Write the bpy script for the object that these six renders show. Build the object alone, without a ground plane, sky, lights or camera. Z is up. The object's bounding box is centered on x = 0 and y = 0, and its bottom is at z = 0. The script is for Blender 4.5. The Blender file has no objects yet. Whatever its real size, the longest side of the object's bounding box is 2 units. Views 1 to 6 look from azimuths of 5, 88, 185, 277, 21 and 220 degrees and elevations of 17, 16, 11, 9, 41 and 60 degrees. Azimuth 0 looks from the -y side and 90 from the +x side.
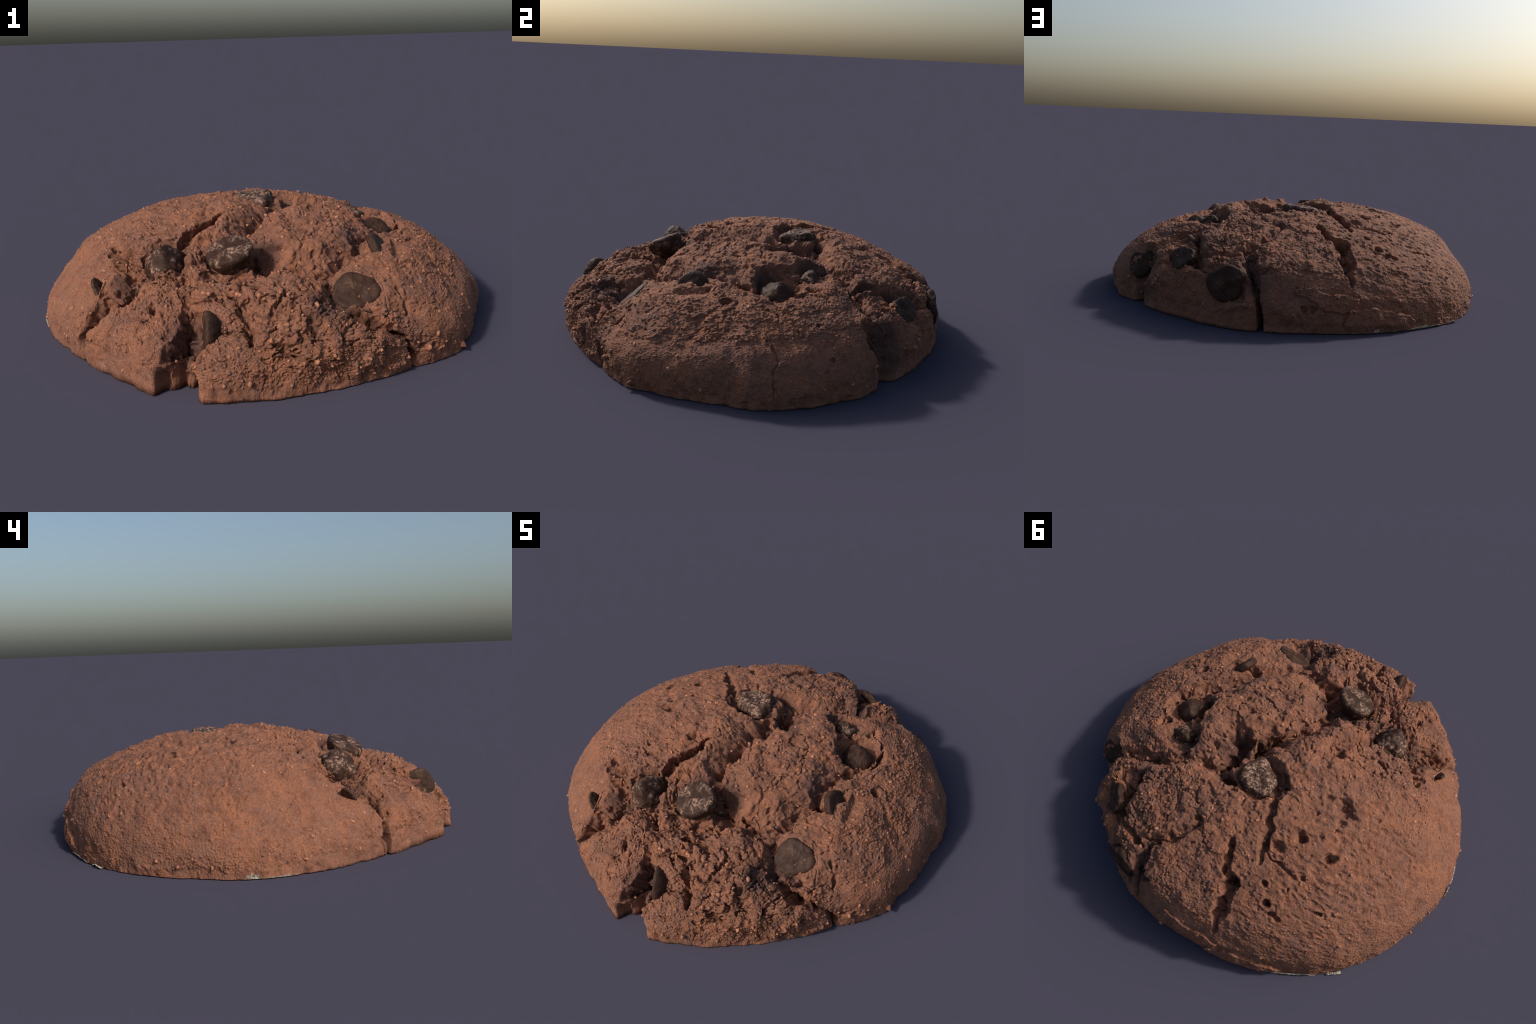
import bpy, math
import numpy as np
from mathutils import Vector, Matrix

RNG = np.random.default_rng(7)
GRID = 1020                     # cells across the dough surface

# ------------------------------------------------------------------ noise
_perm = np.random.default_rng(11).permutation(256).astype(np.int32)
_perm = np.concatenate([_perm, _perm, _perm])
_grad = np.random.default_rng(12).normal(size=(256, 3))
_grad /= np.linalg.norm(_grad, axis=1)[:, None]
_rand = np.random.default_rng(13).random((256, 4))


def noise3(P, scale, seed=0):
    """gradient noise, about -1..1"""
    Q = P * scale + seed * 17.137
    I = np.floor(Q).astype(np.int32)
    F = Q - I
    W = F * F * F * (F * (F * 6 - 15) + 10)
    I &= 255
    out = 0
    for dx in (0, 1):
        wx = W[:, 0] if dx else 1 - W[:, 0]
        for dy in (0, 1):
            wy = W[:, 1] if dy else 1 - W[:, 1]
            for dz in (0, 1):
                wz = W[:, 2] if dz else 1 - W[:, 2]
                h = _perm[_perm[_perm[(I[:, 0] + dx)] + I[:, 1] + dy] + I[:, 2] + dz]
                g = _grad[h]
                out = out + wx * wy * wz * (g[:, 0] * (F[:, 0] - dx) + g[:, 1] * (F[:, 1] - dy) + g[:, 2] * (F[:, 2] - dz))
    return out * 1.6


def fbm(P, scale, octaves=3, seed=0, gain=0.5):
    o, a, n = 0, 1.0, 0
    for k in range(octaves):
        o = o + a * noise3(P, scale * 2.03 ** k, seed + k * 3)
        n += a
        a *= gain
    return o / n


def cells2(U, V, scale, seed=0):
    """2D cell noise: distance to the nearest scattered point (in cells) and that point's random numbers"""
    x, y = U * scale, V * scale
    ix, iy = np.floor(x).astype(np.int32), np.floor(y).astype(np.int32)
    best = np.full(x.shape, 9.0)
    rnd = np.zeros(x.shape)
    for dx in (-1, 0, 1):
        for dy in (-1, 0, 1):
            h = _perm[_perm[(ix + dx + seed * 7) & 255] + ((iy + dy) & 255)]
            r = _rand[h]
            d = np.hypot(ix + dx + r[:, 0] - x, iy + dy + r[:, 1] - y)
            m = d < best
            best = np.where(m, d, best)
            rnd = np.where(m, r[:, 2], rnd)
    return best, rnd


def sstep(a, b, x):
    t = np.clip((x - a) / (b - a), 0, 1)
    return t * t * (3 - 2 * t)


# ------------------------------------------------------------------ base dome
# footprint radius by compass angle (degrees, metres)
FOOT = [(-180, .985), (-170, .975), (-163, .952), (-155, .935), (-145, .907), (-133, .902), (-124, .907), (-116, .925),
        (-109, .957), (-95, .963), (-88, .948), (-80, .926), (-71, .912), (-60, .90), (-46, .905), (-38, .945), (-31, .965),
        (-25, .958), (-15, .957), (-5, .967), (0, .992), (6, .990), (13, .985), (20, .972), (30, .970), (38, .93), (48, .926),
        (56, .918), (65, .928), (73, .938), (79, .948), (90, .938), (100, .937), (110, .940), (119, .95), (128, .965),
        (138, .98), (146, .997), (155, .992), (165, .985), (175, .98), (180, .985)]
FA = np.radians([f[0] for f in FOOT])
FR = np.array([f[1] for f in FOOT])
HEIGHT = 0.482
ROUND = (0.584, -0.037, 0.061, 0.11, -0.228, -0.021, -0.007)     # how square-shouldered, by angle
BULGE = (-0.123, 0.443, 0.49, -0.23, -0.51, -0.397, 0.07)        # how far the flank swells, by angle
TILT = (-0.109, 0.156, 0.091, -0.226, -0.228)


def harmonics(c, T):
    return c[0] + sum(c[2 * k - 1] * np.cos(k * T) + c[2 * k] * np.sin(k * T) for k in (1, 2, 3))


def dome(qx, qy):
    """flattened dome coordinates (unit disc, distance from the summit along the arc) -> point on the smooth dome"""
    A = np.clip(np.hypot(qx, qy), 0, 1)
    T = np.arctan2(qy, qx)
    a = A * math.pi / 2
    r = np.interp(T, FA, FR) * np.sin(a)
    r = r * (1 + 0.1 * harmonics(BULGE, T) * np.sin(math.pi * np.clip((A - .4) / .6, 0, 1)) ** 2)
    x, y = r * np.cos(T), r * np.sin(T)
    z = HEIGHT * np.clip(np.cos(a), 0, 1) ** harmonics(ROUND, T)
    z = z * (1 + TILT[0] * x + TILT[1] * y + TILT[2] * (x * x - y * y) + TILT[3] * x * y + TILT[4] * (x * x + y * y))
    return np.stack([x, y, np.maximum(z, 0)], -1)


# ------------------------------------------------------------------ features, in flattened dome coordinates
# cracks: (x, y, half width, depth) along the crack
CRACKS = [
    # cleft behind the dusty chip running out over the smooth back
    [(-.045, .09, 0.020, 0.030), (-.097, .135, 0.030, 0.054), (-.115, .188, 0.026, 0.054), (-.152, .253, 0.018, 0.042), (-.182, .300, 0.022, 0.054), (-.214, .332, 0.018, 0.036), (-.225, .380, 0.010, 0.012)],
    [(-.215, .332, .008, .012), (-.256, .340, .010, .014), (-.303, .325, .009, .012), (-.335, .33, .006, .006)],
    # second back crack
    [(-.098, .375, 0.008, 0.012), (-.112, .400, 0.019, 0.048), (-.140, .439, 0.019, 0.054), (-.168, .480, 0.022, 0.054), (-.196, .50, 0.034, 0.072), (-.222, .552, 0.026, 0.054), (-.235, .60, 0.034, 0.054), (-.258, .676, 0.022, 0.036), (-.285, .74, 0.012, 0.018)],
    # under the back right block
    [(.07, .70, .03, .05), (.112, .642, .035, .06), (.115, .575, .030, .06), (.060, .512, .026, .05), (.03, .449, .02, .035), (.015, .40, .012, .015)],
    # dark pocket left of the dusty chip and the long cross valley
    [(.14, .235, 0.020, 0.021), (.085, .215, 0.035, 0.063), (.035, .225, 0.035, 0.091), (.02, .245, 0.020, 0.042)],
    [(.70, .535, .045, .055), (.60, .47, .040, .035), (.50, .40, .036, .030), (.416, .362, .036, .030), (.332, .336, .036, .040), (.273, .310, .034, .025), (.252, .264, .028, .030), (.263, .220, .024, .035), (.279, .160, .022, .055), (.292, .116, .020, .044), (.30, .05, .02, .028)],
    [(.249, .29, .030, .025), (.18, .24, .034, .025), (.116, .215, .032, .030), (.075, .17, .034, .050), (.034, .118, .028, .045), (.040, .060, .036, .110), (.020, .000, .034, .100), (-.004, -.068, .030, .055), (-.02, -.130, .028, .040), (-.024, -.19, .032, .045), (-.024, -.240, .038, .060), (.002, -.30, .044, .080), (.055, -.35, .042, .085), (.13, -.365, .030, .05), (.19, -.378, .024, .05), (.228, -.385, .03, .04)],
    # valley on the far side of the slab, past two chips to the front chip
    [(.443, .10, 0.026, 0.036), (.40, .00, 0.036, 0.042), (.355, -.065, 0.030, 0.042), (.315, -.13, 0.026, 0.042), (.305, -.20, 0.026, 0.048), (.30, -.245, 0.028, 0.048), (.27, -.31, 0.026, 0.036), (.235, -.38, 0.030, 0.042), (.24, -.44, 0.026, 0.036)],
    [(.455, .14, .02, .06), (.462, .075, .028, .11), (.43, .01, .018, .05)],
    [(.385, -.16, .02, .03), (.325, -.20, .03, .08)],
    # front right cleft down to the rim
    [(.25, -.47, .03, .05), (.295, -.53, .028, .08), (.345, -.565, .030, .10), (.40, -.585, .026, .09), (.486, -.61, .022, .075), (.58, -.64, .020, .06), (.676, -.70, .018, .045), (.72, -.74, .012, .03)],
    [(.432, -.385, .008, .014), (.455, -.41, .009, .02), (.481, -.433, .009, .02), (.495, -.47, .010, .022), (.51, -.53, .008, .012)],
    # jagged crack above the open front hollow
    [(-.10, -.085, .010, .03), (-.118, -.120, .018, .06), (-.14, -.16, .020, .06), (-.160, -.185, .024, .08), (-.195, -.225, .026, .09), (-.215, -.262, .024, .07), (-.26, -.275, .022, .05)],
    [(-.15, -.085, .014, .03), (-.17, -.095, .013, .03)],
    # left valley, from the hollow to the left rim
    [(-.45, -.24, .03, .03), (-.50, -.32, .042, .03), (-.515, -.40, .046, .02), (-.525, -.48, .044, .015), (-.555, -.54, .040, .015), (-.60, -.605, .034, .04), (-.65, -.655, .030, .07), (-.70, -.69, .024, .07), (-.74, -.67, .014, .02)],
    # deep notch through the front rim
    [(-.182, -.61, .016, .03), (-.178, -.66, .030, .07), (-.176, -.73, .040, .11), (-.190, -.82, .060, .16), (-.210, -.90, .080, .15), (-.224, -.95, .100, .12), (-.234, -1.02, .115, .095)],
    # torn cavities in the front face
    [(-.005, -.59, .012, .03), (.008, -.64, .018, .05), (.025, -.70, .018, .05), (.042, -.76, .016, .045), (.05, -.80, .01, .02)],
    [(.085, -.745, .012, .02), (.13, -.785, .020, .04), (.19, -.825, .020, .04), (.27, -.86, .012, .02)],
    [(-.06, -.47, .012, .03), (-.02, -.455, .018, .04), (.03, -.48, .014, .03), (.055, -.53, .012, .03)],
    # back rim clefts
    [(.117, .64, .026, .05), (.105, .72, .030, .07), (.095, .80, .026, .06), (.086, .89, .024, .05), (.078, .96, .024, .07), (.075, 1.02, .026, .08)],
    [(.66, .52, 0.040, 0.040), (.73, .56, 0.036, 0.045), (.79, .60, 0.030, 0.040), (.84, .63, 0.030, 0.035)],
    # groove beside the back chip and across the back right blocks
    [(.36, .34, .03, .05), (.345, .40, .026, .05), (.325, .47, .030, .07), (.35, .54, .026, .06), (.35, .61, .02, .04)],
    [(.32, .56, 0.016, 0.024), (.26, .60, 0.022, 0.032), (.18, .60, 0.024, 0.040), (.13, .60, 0.020, 0.032)],
    # hairline on the right flank
    [(.70, .060, .003, .004), (.76, .075, .006, .008), (.818, .096, .006, .008), (.86, .080, .005, .007), (.92, .085, .006, .008), (.984, .092, .005, .006)],
]

# plates and hollows: (outline, offset, softness of the step, roughness added)
PLATES = [
    # central slab
    ([(.07, -.05), (.125, .02), (.175, .05), (.20, .10), (.21, .20), (.245, .21), (.284, .125), (.30, .000), (.285, -.101), (.262, -.217), (.193, -.317), (.108, -.308), (.025, -.228), (.037, -.166)], .012, .03, 0.05),
    # open hollow at the front left
    ([(-.02, -.22), (-.12, -.225), (-.21, -.262), (-.33, -.25), (-.47, -.27), (-.55, -.36), (-.58, -.47), (-.63, -.58), (-.68, -.69), (-.57, -.64), (-.46, -.58), (-.30, -.54), (-.17, -.475), (-.08, -.43), (.06, -.40), (.08, -.35)], -.034, .035, 0.7),
    # hollow of the notch side of the front left piece
    ([(-.52, -.70), (-.42, -.64), (-.30, -.62), (-.2, -.64), (-.2, -.80), (-.235, -.85), (-.33, -.77), (-.44, -.735)], -.022, .04, 0.25),
    # peeled crust ledges low on the back
    ([(-.32, .865), (-.345, .853), (-.40, .815), (-.471, .783), (-.53, .765), (-.585, .740), (-.65, .755), (-.80, .72), (-.5, .97), (-.3, 1.05)], .014, .008, 0.0),
    ([(-.07, .79), (-.123, .804), (-.21, .823), (-.27, .80), (-.327, .797), (-.34, .87), (-.22, .905), (-.08, .86)], .012, .010, 0.1),
]

# broad valleys with soft shoulders: (x, y, half width, depth)
VALLEYS = [
    [(.05, .06, .09, .040), (.02, -.02, .085, .050), (-.005, -.10, .085, .050), (-.005, -.17, .085, .045), (.0, -.25, .10, .045), (.09, -.345, .10, .050), (.20, -.375, .09, .045), (.26, -.33, .08, .035)],
    [(.30, .27, .10, .015), (.22, .25, .10, .022), (.14, .19, .12, .070), (.11, .12, .10, .090), (.06, .09, .08, .05)],
    [(.30, .22, .10, .045), (.34, .10, .10, .035), (.335, .0, .08, .025), (.31, -.12, .08, .030), (.30, -.22, .08, .030), (.26, -.33, .08, .040)],
    [(.64, .50, .07, .02), (.50, .41, .08, .015), (.40, .36, .08, .015), (.30, .30, .09, .03)],
    [(-.46, -.33, .09, .015), (-.47, -.42, .11, .04), (-.49, -.50, .12, .055), (-.52, -.58, .11, .055), (-.62, -.65, .06, .04), (-.72, -.70, .04, .02)],
    [(.52, .45, .08, .02), (.62, .53, .10, .045), (.70, .58, .10, .055), (.77, .63, .085, .05), (.84, .67, .07, .03)],
    [(.40, .42, .06, .03), (.36, .50, .08, .045), (.34, .60, .08, .050), (.30, .70, .06, .03), (.14, .78, .07, .03), (.10, .88, .06, .02)],
    [(-.10, -.385, .06, .02), (-.04, -.41, .07, .05), (.03, -.425, .07, .045), (.08, -.40, .05, .02)],
]

# smooth rises and dips: (x, y, radius x, radius y, turn, height)
MOUNDS = [
    (.56, .12, .10, .14, 0, .010), (.07, -.47, .12, .06, -.2, .010),
    (.21, -.50, .055, .07, .6, -.022), (.25, -.52, .05, .05, 0, -.015),
    (-.19, -.48, .08, .05, 0, -.055), (-.50, -.62, .05, .05, 0, -.015), (.22, .47, .10, .10, 0, .0), (.0, .32, .10, .08, 0, .008),
    (.80, -.12, .13, .38, 0, .016), (.43, -.39, .07, .06, 0, .020), (.63, .33, .10, .10, 0, .012), (-.70, -.29, .09, .07, 0, .024), (-.38, .05, .25, .25, 0, .007), (-.07, -.16, .06, .07, 0, -.016), (.17, -.16, .10, .10, 0, -.010), (.57, .84, .12, .06, 0, .014), (-.45, .84, .20, .05, 0, .010), (.47, -.20, .15, .13, 0, .030), (.68, -.04, .10, .12, 0, .012), (-.62, -.10, .10, .19, 0, .024), (-.56, -.30, .07, .08, 0, .022),
    (.0, .94, .33, .06, 0, .020), (.57, .76, .09, .09, 0, .014), (.92, .27, .07, .20, 0, .012), (.14, -.60, .09, .08, 0, .022), (-.54, .34, .13, .13, 0, -.012),
    (.52, -.50, .09, .08, 0, -.008), (.25, .75, .16, .10, 0, -.012), (-.33, -.70, .08, .06, 0, .012),
]

# single holes: (x, y, radius, depth)
HOLES = [
    (.085, .160, .055, .12), (.125, .085, .045, .11),
    (.365, -.51, .035, .03),
    (.490, -.078, .021, .05), (-.295, .060, .042, .036), (-.258, .218, .024, .05), (-.369, .205, .019, .045), (-.235, .062, .016, .02),
    (-.165, -.090, .018, .04), (-.295, -.180, .018, .04), (-.231, .292, .024, .025), (-.284, .420, .014, .03), (-.334, .471, .017, .045),
    (-.476, .377, .011, .025), (-.375, .492, .017, .03), (-.400, .490, .015, .03), (-.347, .381, .010, .02), (-.315, .10, .017, .025), (-.357, .322, .010, .02),
    (-.132, .442, .015, .03), (.42, .20, .020, .035), (.03, .40, .014, .03), (.40, .18, .016, .03), (.62, .22, .012, .015), (.80, .30, .012, .01),
    (-.02, -.56, .016, .03), (.11, -.60, .014, .03), (.14, -.66, .012, .02), (-.36, -.69, .025, .03), (-.30, -.71, .018, .02),
    (.66, -.62, .022, .025), (.70, -.60, .018, .02), (-.12, .93, .022, .018), (-.16, .92, .022, .018),
]


# cracks that run in under one of their edges: sideways shift per depth
LEAN = {6: (.55, .05, 0), 12: (-.45, .45, 0), 10: (.35, .35, 0), 14: (-.35, .1, 0), 7: (.3, .2, 0), 0: (-.3, -.2, 0)}


def polyline_carve(U, V, pts, sharp):
    """depth of a crack with varying width and depth at every surface point"""
    pts = np.array(pts)
    lo, hi = pts[:, :2].min(0) - .1, pts[:, :2].max(0) + .1
    idx = np.nonzero((U > lo[0]) & (U < hi[0]) & (V > lo[1]) & (V < hi[1]))[0]
    u, v = U[idx], V[idx]
    out = np.zeros(len(u))
    for a, b in zip(pts[:-1], pts[1:]):
        d = b[:2] - a[:2]
        t = np.clip(((u - a[0]) * d[0] + (v - a[1]) * d[1]) / max(d @ d, 1e-9), 0, 1)
        dist = np.hypot(u - a[0] - t * d[0], v - a[1] - t * d[1])
        w = a[2] + t * (b[2] - a[2])
        dep = a[3] + t * (b[3] - a[3])
        out = np.maximum(out, dep * (1 - sstep(sharp, 1.0, dist / w)))
    return idx, out


def polygon_distance(U, V, poly):
    """signed distance to a closed outline, positive inside"""
    poly = np.array(poly)
    best = np.full(U.shape, 9.0)
    inside = np.zeros(U.shape, bool)
    for a, b in zip(poly, np.roll(poly, -1, 0)):
        d = b - a
        t = np.clip(((U - a[0]) * d[0] + (V - a[1]) * d[1]) / (d @ d), 0, 1)
        best = np.minimum(best, np.hypot(U - a[0] - t * d[0], V - a[1] - t * d[1]))
        if b[1] != a[1]:
            cross = ((a[1] > V) != (b[1] > V)) & (U < (b[0] - a[0]) * (V - a[1]) / (b[1] - a[1]) + a[0])
            inside ^= cross
    return np.where(inside, best, -best)


def blob(U, V, x, y, rx, ry=None, turn=0.0):
    ry = ry or rx
    c, s = math.cos(turn), math.sin(turn)
    a = ((U - x) * c + (V - y) * s) / rx
    b = (-(U - x) * s + (V - y) * c) / ry
    return np.exp(-(a * a + b * b))


def build_dough():
    n = GRID
    g = np.linspace(-1, 1, n + 1)
    gu, gv = np.meshgrid(g, g, indexing="ij")
    du = gu * np.sqrt(1 - gv * gv / 2)
    dv = gv * np.sqrt(1 - gu * gu / 2)
    B = np.clip(np.hypot(du, dv), 0, 1)
    A = 1 - (1 - B) ** 1.25
    k = np.where(B > 1e-9, A / np.maximum(B, 1e-9), 1.25)
    U, V = (du * k).ravel(), (dv * k).ravel()
    A = A.ravel()
    P = dome(U, V)
    G = P.reshape(n + 1, n + 1, 3)
    N = np.cross(np.gradient(G, axis=0), np.gradient(G, axis=1)).reshape(-1, 3)
    N /= np.maximum(np.linalg.norm(N, axis=1), 1e-12)[:, None]
    edge = np.zeros((n + 1, n + 1), bool)
    edge[0], edge[-1], edge[:, 0], edge[:, -1] = True, True, True, True
    edge = edge.ravel()
    rad = P * np.array([1, 1, 0])
    rad /= np.maximum(np.linalg.norm(rad, axis=1), 1e-9)[:, None]
    wr = sstep(.93, 1.0, A)[:, None]
    N = N * (1 - wr) + rad * wr
    N /= np.linalg.norm(N, axis=1)[:, None]

    # ragged crack edges: look the features up at a shaken position
    Q = np.stack([U, V, np.zeros_like(U)], -1)
    w1, w2 = fbm(Q, 13, 2, 1), fbm(Q, 13, 2, 5)
    w3, w4 = fbm(Q, 42, 2, 9), fbm(Q, 42, 2, 13)
    Uw, Vw = U + .018 * w1 + .0055 * w3, V + .018 * w2 + .0055 * w4
    disp = np.zeros_like(U)
    rough = np.full_like(U, .36)
    for poly, off, soft, rg in PLATES:
        d = polygon_distance(Uw, Vw, poly)
        m = sstep(-soft * .5, soft * .5, d)
        disp += off * m
        rough += rg * m
    for x, y, rx, ry, turn, h in MOUNDS:
        disp += h * blob(U, V, x, y, rx, ry, turn)
    valley = np.zeros_like(U)
    for c in VALLEYS:
        idx, d = polyline_carve(U + .012 * w1, V + .012 * w2, c, .0)
        valley[idx] = np.maximum(valley[idx], d)
    disp -= valley
    carve = np.zeros_like(U)
    lean = np.zeros_like(P)
    for k, c in enumerate(CRACKS):
        wide = max(p[2] for p in c)
        idx, d = polyline_carve(Uw if wide > .007 else U + .004 * w3, Vw if wide > .007 else V + .004 * w4, c, .25)
        carve[idx] = np.maximum(carve[idx], d)
        if k in LEAN:
            lean[idx] += np.array(LEAN[k]) * d[:, None]
    # crack depth comes and goes
    carve *= .75 + .55 * sstep(-.5, .5, fbm(Q, 24, 2, 17))
    for x, y, r, dep in HOLES:
        turn, wide = (x * 61 + y * 37) % 3.1, 1 + .3 * ((x * 173 + y * 91) % 1)
        a, b = U + .18 * r * w1 + .22 * r * w3 - x, V + .18 * r * w2 + .22 * r * w4 - y
        d = np.hypot((a * math.cos(turn) + b * math.sin(turn)) / wide, (b * math.cos(turn) - a * math.sin(turn)) * wide ** .5) / r
        carve = np.maximum(carve, dep * (1 - sstep(.35, 1.05, d)))
        disp += .0012 * np.exp(-((d - 1.25) / .3) ** 2)
    hollow = np.clip(sstep(.01, .05, carve) + .5 * sstep(.01, .05, valley), 0, 1)

    # where the crust is torn and where it stays smooth
    smooth = np.clip(.95 * blob(U, V, -.62, .22, .38, .55) + .9 * blob(U, V, -.80, -.35, .22, .30)
                     + .95 * sstep(.68, .78, A + .03 * w1) * sstep(-.25, .0, U + V * .8) * (1 - .85 * blob(U, V, .48, .72, .26, .17, -.7)), 0, 1)
    torn = np.clip(blob(U, V, .20, -.64, .22, .18) + .7 * blob(U, V, .55, -.72, .15, .12) + .8 * blob(U, V, -.15, -.52, .2, .12)
                   + .5 * blob(U, V, .30, .50, .2, .2) + .5 * blob(U, V, -.28, -.18, .16, .10) + .3 * blob(U, V, .1, .0, .35, .3), 0, 1.2)
    rough = np.clip(rough + torn * .6 + .65 * hollow - smooth * .27, .09, 1.5)

    # the rough upper crust ends in a thin broken edge above the smooth flank
    disp -= .0045 * sstep(.70, .715, A + .05 * w1 + .03 * w3) * sstep(-.25, .0, U + V * .8)

    # small branching fissures in the broken crown
    broken = np.clip(.25 + torn + hollow * .4 - smooth, 0, 1) * sstep(-.55, -.1, U * .75 - V * .55 + .25)
    vein = np.abs(fbm(Q + .02 * np.stack([w3, w4, w3 * 0], -1), 6.5, 2, 71))
    vein2 = np.abs(fbm(Q + .01 * np.stack([w4, w3, w3 * 0], -1), 11, 2, 77))
    carve = np.maximum(carve, .024 * (1 - sstep(.012, .055, vein)) * broken)
    carve = np.maximum(carve, .015 * (1 - sstep(.010, .050, vein2)) * broken)
    disp += .034 * fbm(P, 10, 3, 87) * blob(U, V, .45, .70, .28, .18, -.7)
    disp += .010 * fbm(P, 9, 2, 83) * sstep(.66, .80, A) * (.35 + .65 * sstep(-.3, .3, U + V))

    # stage one: plates, cracks and lumps
    disp += .016 * fbm(P, 6, 2, 21) * (.25 + rough)
    disp += .024 * fbm(P, 13, 2, 24) * rough
    step = fbm(P, 11, 2, 28)
    disp += .018 * (sstep(-.05, .05, step) - .5) * np.clip(rough - .2, 0, 1)      # small broken ledges
    lowf = sstep(1.0, .965, A)
    keep = np.clip(lowf + .25 + hollow, 0, 1)
    tug = np.stack([fbm(P, 15, 3, 51), fbm(P, 15, 3, 54), .5 * fbm(P, 15, 3, 57)], -1)
    chipped = sstep(.90, .99, A) * (.010 * fbm(P, 9, 2, 61) + .010 * np.minimum(fbm(P, 26, 2, 64), .15))
    P1 = P + N * ((disp - carve) * keep + chipped)[:, None] + lean * lowf[:, None] + tug * (.026 * rough * lowf)[:, None]

    # sockets: the dough stands back from each chip
    for c, nrm, r, kind, lump, squash, deep, dust, bare in CHIPS:
        nn = np.array(nrm) / np.linalg.norm(nrm)
        d = P1 - np.array(c)
        near = np.nonzero((d * d).sum(1) < (2.4 * r) ** 2)[0]
        d = d[near]
        h = d @ nn
        rho = np.linalg.norm(d - h[:, None] * nn, axis=1) / r
        rho = rho * (1 + .30 * w1[near] + .06 * w3[near])
        m = 1 - sstep(1.0, 1.3, rho)
        reach = 2.0 if nn[2] > .6 else .9
        push = np.maximum(h + bare * r, 0) * m * sstep(reach, reach * .6, h / r)
        P1[near] -= nn * push[:, None]

    # stage two: crumb texture on the shape so far, walls included
    G = P1.reshape(n + 1, n + 1, 3)
    N1 = np.cross(np.gradient(G, axis=0), np.gradient(G, axis=1))
    for ax in (0, 1):
        N1 = N1 + np.roll(N1, 1, ax) + np.roll(N1, -1, ax)
    N1 = N1.reshape(-1, 3)
    ln = np.linalg.norm(N1, axis=1)
    N1 = np.where((ln > 1e-14)[:, None], N1 / np.maximum(ln, 1e-14)[:, None], N)
    N1 = N1 * lowf[:, None] + N * (1 - lowf)[:, None]
    face = sstep(.45, .85, (N1 * N).sum(1))        # 0 on crack walls
    fine = .0022 * fbm(P1, 40, 2, 44) * smooth
    fine += .006 * fbm(P1, 30, 2, 41) * rough
    fine += .0036 * (1 - np.abs(fbm(P1, 45, 2, 27)) * 2.2) * rough
    fine += .0046 * fbm(P1, 105, 2, 33) * (.30 + .7 * rough) * (.25 + .75 * face)
    fine += .0022 * fbm(P1, 190, 1, 36) * (.45 + rough * .6) * (.25 + .75 * face)
    fine += (1 - face) * .016 * fbm(P1, 21, 2, 47)
    grain, gr = cells2(U + .006 * w3, V + .006 * w4, 85, 2)
    fine += .0125 * (gr > .40) * (1 - sstep(.0, .58, grain)) * (.14 + .8 * rough) * (.55 + .9 * fbm(P, 8, 2, 31)) * face
    # pores
    pores = np.zeros_like(U)
    for sc, r0, dep, seed, dens in ((11, .15, .022, 3, .26), (22, .24, .016, 4, .24), (42, .32, .009, 5, .26)):
        d, rn = cells2(U + .009 * w1, V + .009 * w2, sc, seed)
        size = r0 * (.5 + rn)
        m = (rn < dens) * (1 - sstep(.70, .85, A))
        pores = np.maximum(pores, dep * (.4 + 1.4 * rn) * (1 - sstep(.25, 1, d / size + .5 * w3)) * m * (.5 + .6 * rough))
    fine -= pores * face
    # crumbs stuck to the crust
    d, rn = cells2(U, V, 30, 8)
    fine += .013 * (rn > .74) * (1 - sstep(.03, .24, d + .1 * w3)) * (.22 + rough) * face
    # dimples drawn out sideways on the smooth back
    d, rn = cells2((U + V * .35) * .8 + .012 * w3, V * 1.25 - U * .35 + .012 * w4, 30, 6)
    fine -= .009 * (1 - sstep(.05, .6, d)) * blob(U, V, -.42, .20, .32, .42) * (rn < .75)
    P2 = P1 + N1 * (fine * np.clip(lowf + .3, 0, 1))[:, None]
    P2[:, 2] = np.maximum(P2[:, 2], np.where(edge, 0, .0015))
    P2[edge, 2] = 0

    verts = [P2]
    idx = np.arange((n + 1) ** 2).reshape(n + 1, n + 1)
    quads = np.stack([idx[:-1, :-1], idx[1:, :-1], idx[1:, 1:], idx[:-1, 1:]], -1).reshape(-1, 4)
    # flat underside: rings from the rim to the middle
    loop = np.concatenate([idx[:-1, 0], idx[-1, :-1], idx[:0:-1, -1], idx[0, :0:-1]])
    prev, count = loop, (n + 1) ** 2
    extra = []
    for s, z in ((.985, .004), (.8, .006), (.4, .008), (.02, .008)):
        ring = P2[loop] * np.array([s, s, 0]) + np.array([0, 0, z])
        new = np.arange(count, count + len(loop))
        count += len(loop)
        verts.append(ring)
        extra.append(np.stack([np.roll(prev, -1), prev, new, np.roll(new, -1)], -1))
        prev = new
    verts = np.concatenate(verts)
    quads = np.concatenate([quads] + extra)
    return mesh_object("dough", verts, quads)


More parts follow.
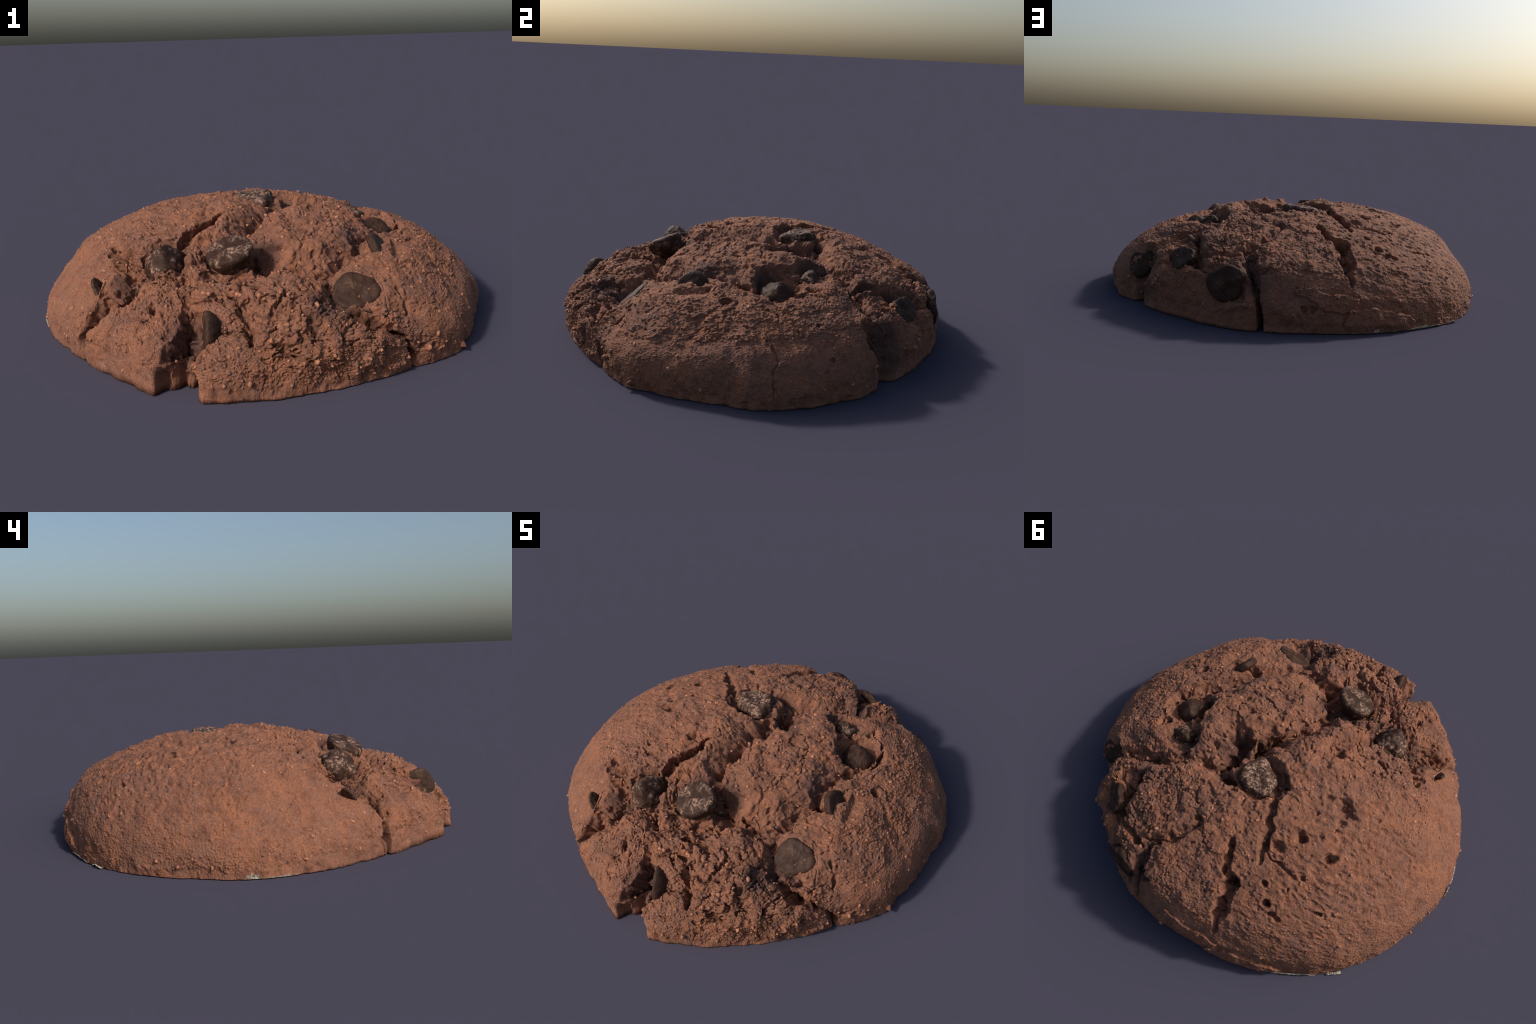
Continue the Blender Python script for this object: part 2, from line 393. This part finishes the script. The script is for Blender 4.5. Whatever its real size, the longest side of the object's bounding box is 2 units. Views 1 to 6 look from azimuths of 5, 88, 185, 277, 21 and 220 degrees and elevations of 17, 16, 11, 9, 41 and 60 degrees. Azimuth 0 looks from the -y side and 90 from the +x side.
def mesh_object(name, verts, faces, smooth=True):
    me = bpy.data.meshes.new(name)
    faces = np.asarray(faces, dtype=np.int32)
    k = faces.shape[1]
    me.vertices.add(len(verts))
    me.vertices.foreach_set("co", np.asarray(verts, dtype=np.float32).ravel())
    me.loops.add(faces.size)
    me.loops.foreach_set("vertex_index", faces.ravel())
    me.polygons.add(len(faces))
    me.polygons.foreach_set("loop_start", np.arange(0, faces.size, k, dtype=np.int32))
    me.polygons.foreach_set("use_smooth", np.full(len(faces), smooth))
    me.update(calc_edges=True)
    me.validate()
    ob = bpy.data.objects.new(name, me)
    bpy.context.scene.collection.objects.link(ob)
    return ob


# ------------------------------------------------------------------ chocolate chips
def chip(name, centre, normal, radius, kind="disc", spin=0.0, lump=.5, seed=0, squash=1.0, deep=1.0):
    """a poured chip: flat round foot (facing `normal`), rounded rim, blunt cone behind it"""
    if kind == "disc":
        prof = [(0, .02), (.35, .02), (.65, .005), (.84, 0), (.93, -.03), (.985, -.10), (1.0, -.20), (.97, -.36), (.88, -.55), (.72, -.78), (.50, -1.0), (.25, -1.18), (0, -1.25)]
    elif kind == "drop":     # rounded lump, point up
        prof = [(0, .62), (.15, .58), (.34, .47), (.55, .32), (.76, .12), (.92, -.12), (1.0, -.38), (.97, -.62), (.85, -.82), (.6, -.95), (.3, -1.0), (0, -1.0)]
    else:                    # slab: thick coin
        prof = [(0, .0), (.5, .0), (.8, -.01), (.93, -.04), (1.0, -.12), (1.0, -.30), (1.0, -.46), (.93, -.54), (.8, -.58), (.5, -.6), (0, -.6)]
    prof = np.array(prof, float)
    t = np.concatenate([[0], np.cumsum(np.hypot(*np.diff(prof, axis=0).T))])
    tt = np.linspace(0, t[-1], 60)
    pr, pz = np.interp(tt, t, prof[:, 0]), np.interp(tt, t, prof[:, 1])
    m = 96
    an = np.linspace(0, 2 * math.pi, m, endpoint=False)
    wob = 1 + .06 * lump * np.sin(2 * an + seed) + .06 * lump * np.sin(3 * an + 2 * seed) + .03 * lump * np.sin(5 * an + seed * 3)
    R_, A_ = np.meshgrid(pr, an, indexing="ij")
    Z_ = np.repeat(pz[:, None], m, 1) * deep
    X = R_ * np.cos(A_) * wob
    Y = R_ * np.sin(A_) * wob * squash
    V = np.stack([X, Y, Z_], -1).reshape(-1, 3)
    off = .16 * lump * fbm(V, 1.3, 2, 60 + seed) + .07 * lump * fbm(V, 3.5, 3, 70 + seed) + .02 * fbm(V, 11, 2, 80 + seed)
    nrm = V - np.array([0, 0, -.45])
    nrm /= np.linalg.norm(nrm, axis=1)[:, None]
    V = (V + nrm * off[:, None]) * radius
    idx = np.arange(60 * m).reshape(60, m)
    nx = np.roll(idx, -1, 1)
    quads = np.stack([idx[:-1], idx[1:], nx[1:], nx[:-1]], -1).reshape(-1, 4)
    ob = mesh_object(name, V, quads)
    rot = Vector((0, 0, 1)).rotation_difference(Vector(normal).normalized()).to_matrix().to_4x4()
    ob.matrix_world = Matrix.Translation(Vector(centre)) @ rot @ Matrix.Rotation(spin, 4, "Z")
    return ob


CHIPS = [
    # centre, facing, radius, kind, lump, squash, deep, dusty, how far it stands bare
    ((-.080, -.466, .415), (-.20, -.37, .90), .094, "disc", .28, .98, 1.15, 1, .85),   # big flat one over the hollow
    ((-.348, -.424, .350), (-.22, -.32, .92), .092, "drop", 1.0, .95, 1.2, 1, .55),
    ((.410, -.548, .272), (-.10, -.65, .75), .090, "disc", .8, .92, .9, 0, .10),      # front right
    ((.545, -.262, .352), (.80, -.12, .55), .080, "coin", .6, 1.0, .9, 0, -.30),      # standing on edge
    ((.530, .108, .342), (.10, -.05, .95), .088, "drop", 1.0, .9, .9, 0, .20),
    ((-.040, .225, .484), (-.12, -.12, .98), .098, "coin", 1.3, .85, 1.2, 2, .50),     # dusty stub on the summit
    ((-.135, -.818, .205), (-.95, -.25, .12), .080, "disc", .6, .9, .8, 0, .06),      # in the notch wall
    ((-.605, -.475, .255), (.75, -.30, .60), .045, "coin", .9, .7, .7, 0, -.12),
    ((.238, .900, .200), (.12, .98, .10), .090, "disc", .8, .95, .9, 0, .22),         # back rim
    ((.490, .700, .272), (.55, .62, .55), .080, "coin", 1.2, .75, .9, 0, .12),
    ((.728, .508, .190), (-.20, .82, .50), .078, "coin", .9, .75, .8, 0, .04),
    ((.425, .262, .375), (-.15, .2, .95), .070, "drop", 1.2, .7, .8, 1, .05),
    ((.10, .085, .400), (-.35, .85, .35), .045, "coin", .8, .7, .8, 0, .0),
    ((.110, -.395, .325), (-.60, -.50, .60), .062, "coin", .8, .8, .8, 0, .0),
]


# ------------------------------------------------------------------ materials
def new_material(name):
    m = bpy.data.materials.new(name)
    m.use_nodes = True
    nt = m.node_tree
    return m, nt, nt.nodes["Principled BSDF"]


class Nodes:
    def __init__(self, nt):
        self.nt = nt
        self.co = nt.nodes.new("ShaderNodeTexCoord").outputs["Object"]

    def link(self, a, b):
        self.nt.links.new(a, b)

    def noise(self, scale, detail=4, rough=.55, distortion=0.0):
        n = self.nt.nodes.new("ShaderNodeTexNoise")
        n.inputs["Scale"].default_value = scale
        n.inputs["Detail"].default_value = detail
        n.inputs["Roughness"].default_value = rough
        n.inputs["Distortion"].default_value = distortion
        self.link(self.co, n.inputs["Vector"])
        return n.outputs["Fac"]

    def voronoi(self, scale, out="Distance"):
        n = self.nt.nodes.new("ShaderNodeTexVoronoi")
        n.inputs["Scale"].default_value = scale
        self.link(self.co, n.inputs["Vector"])
        return n.outputs[out]

    def ramp(self, fac, stops):
        n = self.nt.nodes.new("ShaderNodeValToRGB")
        e = n.color_ramp.elements
        while len(e) < len(stops):
            e.new(.5)
        for el, (p, c) in zip(e, stops):
            el.position = p
            el.color = (c, c, c, 1) if isinstance(c, (int, float)) else (*c, 1)
        self.link(fac, n.inputs["Fac"])
        return n.outputs["Color"]

    def mix(self, fac, a, b, mode="MIX"):
        n = self.nt.nodes.new("ShaderNodeMix")
        n.data_type = "RGBA"
        n.blend_type = mode
        for sock, v in ((n.inputs[0], fac), (n.inputs[6], a), (n.inputs[7], b)):
            if hasattr(v, "is_linked"):
                self.link(v, sock)
            else:
                sock.default_value = v if isinstance(v, (int, float)) else (*v, 1)
        return n.outputs[2]

    def math(self, op, a, b=0.0, c=None):
        n = self.nt.nodes.new("ShaderNodeMath")
        n.operation = op
        for sock, v in zip(n.inputs, (a, b) if c is None else (a, b, c)):
            if hasattr(v, "is_linked"):
                self.link(v, sock)
            else:
                sock.default_value = v
        return n.outputs[0]

    def near(self, point, radius, soft):
        """1 inside a ball round a point, with a wavering edge"""
        n = self.nt.nodes.new("ShaderNodeVectorMath")
        n.operation = "DISTANCE"
        self.link(self.co, n.inputs[0])
        n.inputs[1].default_value = point
        d = self.math("ADD", n.outputs["Value"], self.math("MULTIPLY", self.math("SUBTRACT", self.noise(28, 3), .5), radius * 1.1))
        r = self.nt.nodes.new("ShaderNodeMapRange")
        self.link(d, r.inputs["Value"])
        r.inputs["From Min"].default_value = radius + soft
        r.inputs["From Max"].default_value = radius - soft
        r.interpolation_type = "SMOOTHSTEP"
        return r.outputs["Result"]

    def bump(self, bsdf, height, strength, distance):
        n = self.nt.nodes.new("ShaderNodeBump")
        n.inputs["Strength"].default_value = strength
        n.inputs["Distance"].default_value = distance
        self.link(height, n.inputs["Height"])
        self.link(n.outputs["Normal"], bsdf.inputs["Normal"])


# dark purple-brown patches along the grooves: place and radius
DARK_PATCHES = (((.29, -.70, .25), .075), ((.40, -.22, .38), .06), ((.36, .28, .40), .07), ((.60, .38, .33), .05), ((.69, .60, .12), .08), ((.62, .56, .22), .07),
          ((.10, .87, .20), .07), ((.15, .80, .27), .06), ((.30, .66, .30), .06), ((-.10, -.38, .36), .08), ((-.26, -.42, .33), .07), ((-.47, -.48, .27), .08),
          ((.05, -.36, .36), .07), ((.16, .16, .40), .07), ((.45, .05, .36), .06), ((.36, -.62, .22), .06), ((-.20, -.78, .15), .09), ((.09, .30, .40), .05), ((.45, .50, .32), .06))
DOUGH = (.272, .115, .067)


def dough_material():
    m, nt, bs = new_material("baked_cocoa_dough")
    N = Nodes(nt)
    c = N.mix(N.ramp(N.noise(6, 4, .6), [(.38, 0), (.62, 1)]), tuple(v * k for v, k in zip(DOUGH, (.86, .92, 1.0))), tuple(v * k for v, k in zip(DOUGH, (1.08, 1.04, .96))))
    # greyish mauve bloom, russet crumb, bright orange and peach grains
    c = N.mix(N.ramp(N.noise(38, 5, .65), [(.50, 0), (.66, .60)]), c, (.20, .112, .090))
    c = N.mix(N.ramp(N.noise(46, 5, .65, .5), [(.32, .80), (.47, 0)]), c, (.165, .050, .023))
    c = N.mix(N.ramp(N.noise(85, 4, .6, .4), [(.58, 0), (.72, .70)]), c, (.46, .175, .085))
    c = N.mix(N.ramp(N.noise(17, 4, .65), [(.36, .50), (.52, 0)]), c, (.130, .052, .033))
    c = N.mix(N.ramp(N.voronoi(95), [(.10, .65), (.22, 0)]), c, (.085, .042, .034))
    pale = N.math("MULTIPLY", N.ramp(N.voronoi(120), [(.12, 1), (.24, 0)]), N.ramp(N.noise(9, 3), [(.44, 0), (.62, .8)]))
    c = N.mix(pale, c, (.60, .33, .22))
    # soft-edged dark purple-brown patches
    for pt, r in DARK_PATCHES:
        c = N.mix(N.math("MULTIPLY", N.near(pt, r, r * .6), .75), c, (.080, .042, .036))
    nt.links.new(c, bs.inputs["Base Color"])
    bs.inputs["Roughness"].default_value = .78
    bs.inputs["Specular IOR Level"].default_value = .25
    h = N.math("ADD", N.noise(150, 4, .7), N.math("MULTIPLY", N.noise(420, 2, .6), .5))
    N.bump(bs, h, .8, .008)
    return m


def chip_material(name, dust):
    m, nt, bs = new_material(name)
    N = Nodes(nt)
    c = N.mix(N.ramp(N.noise(14, 4), [(.35, 0), (.65, 1)]), (.032, .0145, .0090), (.052, .0265, .0175))
    c = N.mix(N.ramp(N.noise(70, 4, .65), [(.58, 0), (.70, .45)]), c, (.070, .036, .026))
    if dust >= 0:
        a = .66 - .08 * dust
        d = N.math("MULTIPLY", N.ramp(N.noise(16, 3), [(a - .12, 0), (a + .02, 1)]), N.ramp(N.noise(75, 4, .7), [(.46, 0), (.60, .9)]))
        c = N.mix(d, c, (.12, .060, .036) if dust < 1 else (.32, .20, .145))
    nt.links.new(c, bs.inputs["Base Color"])
    nt.links.new(N.ramp(N.noise(40, 4), [(.3, .45), (.7, .70)]), bs.inputs["Roughness"])
    bs.inputs["Specular IOR Level"].default_value = .14
    N.bump(bs, N.math("ADD", N.noise(60, 4, .6), N.math("MULTIPLY", N.noise(220, 3, .6), .4)), .45, .006)
    return m


def crumb_material():
    m, nt, bs = new_material("toasted_crumb")
    N = Nodes(nt)
    c = N.mix(N.ramp(N.noise(35, 3), [(.38, 0), (.62, 1)]), (.23, .090, .048), (.40, .165, .088))
    nt.links.new(c, bs.inputs["Base Color"])
    bs.inputs["Roughness"].default_value = .7
    return m


def paper_material():
    m, nt, bs = new_material("pale_baking_paper")
    N = Nodes(nt)
    c = N.mix(N.ramp(N.noise(30, 4), [(.4, 0), (.6, 1)]), (.44, .39, .32), (.24, .18, .13))
    nt.links.new(c, bs.inputs["Base Color"])
    bs.inputs["Roughness"].default_value = .7
    return m


# ------------------------------------------------------------------ assemble
thing = bpy.data.objects.new("chocolate_chip_cookie", None)
bpy.context.scene.collection.objects.link(thing)
thing["label"] = "thick cracked brown cocoa cookie with dark chocolate chips"
thing["category"] = "cookie"

dough = build_dough()
dough.data.materials.append(dough_material())
dough.parent = thing

mats = [chip_material("dark_chocolate", 0), chip_material("dusted_chocolate", 1), chip_material("crumbed_chocolate", 2)]
for i, (c, nrm, r, kind, lump, squash, deep, dust, bare) in enumerate(CHIPS):
    ob = chip("chocolate_chip", c, nrm, r, kind, spin=i * 1.7, lump=lump, seed=i + 1, squash=squash, deep=deep)
    ob.data.materials.append(mats[dust])
    ob.parent = thing

# crumbs lying on the torn crust
def crumb_pile(name, spots, seed):
    rng = np.random.default_rng(seed)
    import bmesh
    bm = bmesh.new()
    bmesh.ops.create_icosphere(bm, subdivisions=2, radius=1.0)
    base = np.array([v.co[:] for v in bm.verts])
    tris = np.array([[v.index for v in f.verts] for f in bm.faces])
    bm.free()
    vs, fs = [], []
    for k, (p, r) in enumerate(spots):
        off = 1 + .8 * noise3(base + rng.random(3) * 50, 1.1, k % 7) + .25 * noise3(base + rng.random(3) * 50, 2.6, 3)
        q = base * off[:, None] * rng.uniform(.65, 1.2, 3)
        ax = Matrix.Rotation(rng.uniform(0, 6.28), 3, Vector(rng.normal(size=3)))
        vs.append(q @ np.array(ax).T * r + np.array(p))
        fs.append(tris + k * len(base))
    ob = mesh_object(name, np.concatenate(vs), np.concatenate(fs))
    return ob


co = np.empty(len(dough.data.vertices) * 3, dtype=np.float32)
dough.data.vertices.foreach_get("co", co)
co = co.reshape(-1, 3)[:(GRID + 1) ** 2]
pick = np.random.default_rng(21)
spots = []
for (x, y, sx, sy, count) in ((.2, -.75, .25, .14, 170), (.65, -.45, .18, .2, 110), (-.2, -.55, .22, .12, 80), (.3, .1, .3, .3, 260), (-.3, -.2, .25, .15, 130), (.4, .65, .3, .2, 120), (-.5, .3, .3, .3, 140), (-.75, -.3, .15, .25, 90), (.7, .1, .15, .3, 110), (0, .55, .3, .25, 120)):
    cand = pick.normal(size=(count, 2)) * (sx, sy) + (x, y)
    for c in cand:
        i = int(np.argmin((co[:, 0] - c[0]) ** 2 + (co[:, 1] - c[1]) ** 2))
        if co[i, 2] > .04:
            spots.append((co[i] * np.array([.997, .997, .994]), float(pick.choice([.0042, .0055, .0075, .010], p=[.40, .35, .18, .07]))))
crumbs = crumb_pile("crumbs", spots, 5)
crumbs["kind"] = "stuff"
crumbs.data.materials.append(crumb_material())
crumbs.parent = thing
spur = crumb_pile("crumb", [((.822, -.482, .026), .024)], 9)
spur.data.materials.append(dough.data.materials[0])
spur.parent = thing


# scraps of baking paper stuck round the foot: (from, to in degrees, height, lean outward)
def paper_scrap(a0, a1, height, lean, seed):
    m = 40
    t = np.radians(np.linspace(a0, a1, m))
    r = np.interp(t, FA, FR) + .004
    line = np.stack([np.linspace(0, 6, m), np.zeros(m), np.zeros(m)], -1)
    top = height * np.clip(np.sin(np.linspace(0, math.pi, m)) ** .5 * (.7 + .6 * fbm(line, 1.7, 3, seed)), .05, 2)
    rows = []
    for f, thick in ((0, 0), (.5, 0), (1, 0), (1, .004), (.5, .004), (0, .004)):
        z = .002 + top * f
        rr = r + lean * f * f - thick + .004 * fbm(line + f, 2.0, 2, seed + 2)
        rows.append(np.stack([rr * np.cos(t), rr * np.sin(t), z], -1))
    V = np.stack(rows)
    idx = np.arange(6 * m).reshape(6, m)
    nxt = np.roll(idx, -1, 0)
    quads = np.stack([idx[:, :-1], idx[:, 1:], nxt[:, 1:], nxt[:, :-1]], -1).reshape(-1, 4)
    return mesh_object("paper_scrap", V.reshape(-1, 3), quads, smooth=False)


paper = paper_material()
for k, args in enumerate(((112, 120, .040, .003), (128, 140, .014, .007), (143, 147, .013, .010), (-176, -172, .028, .006), (-171, -163, .009, .004))):
    ob = paper_scrap(*args, seed=k * 5)
    ob.data.materials.append(paper)
    ob.parent = thing
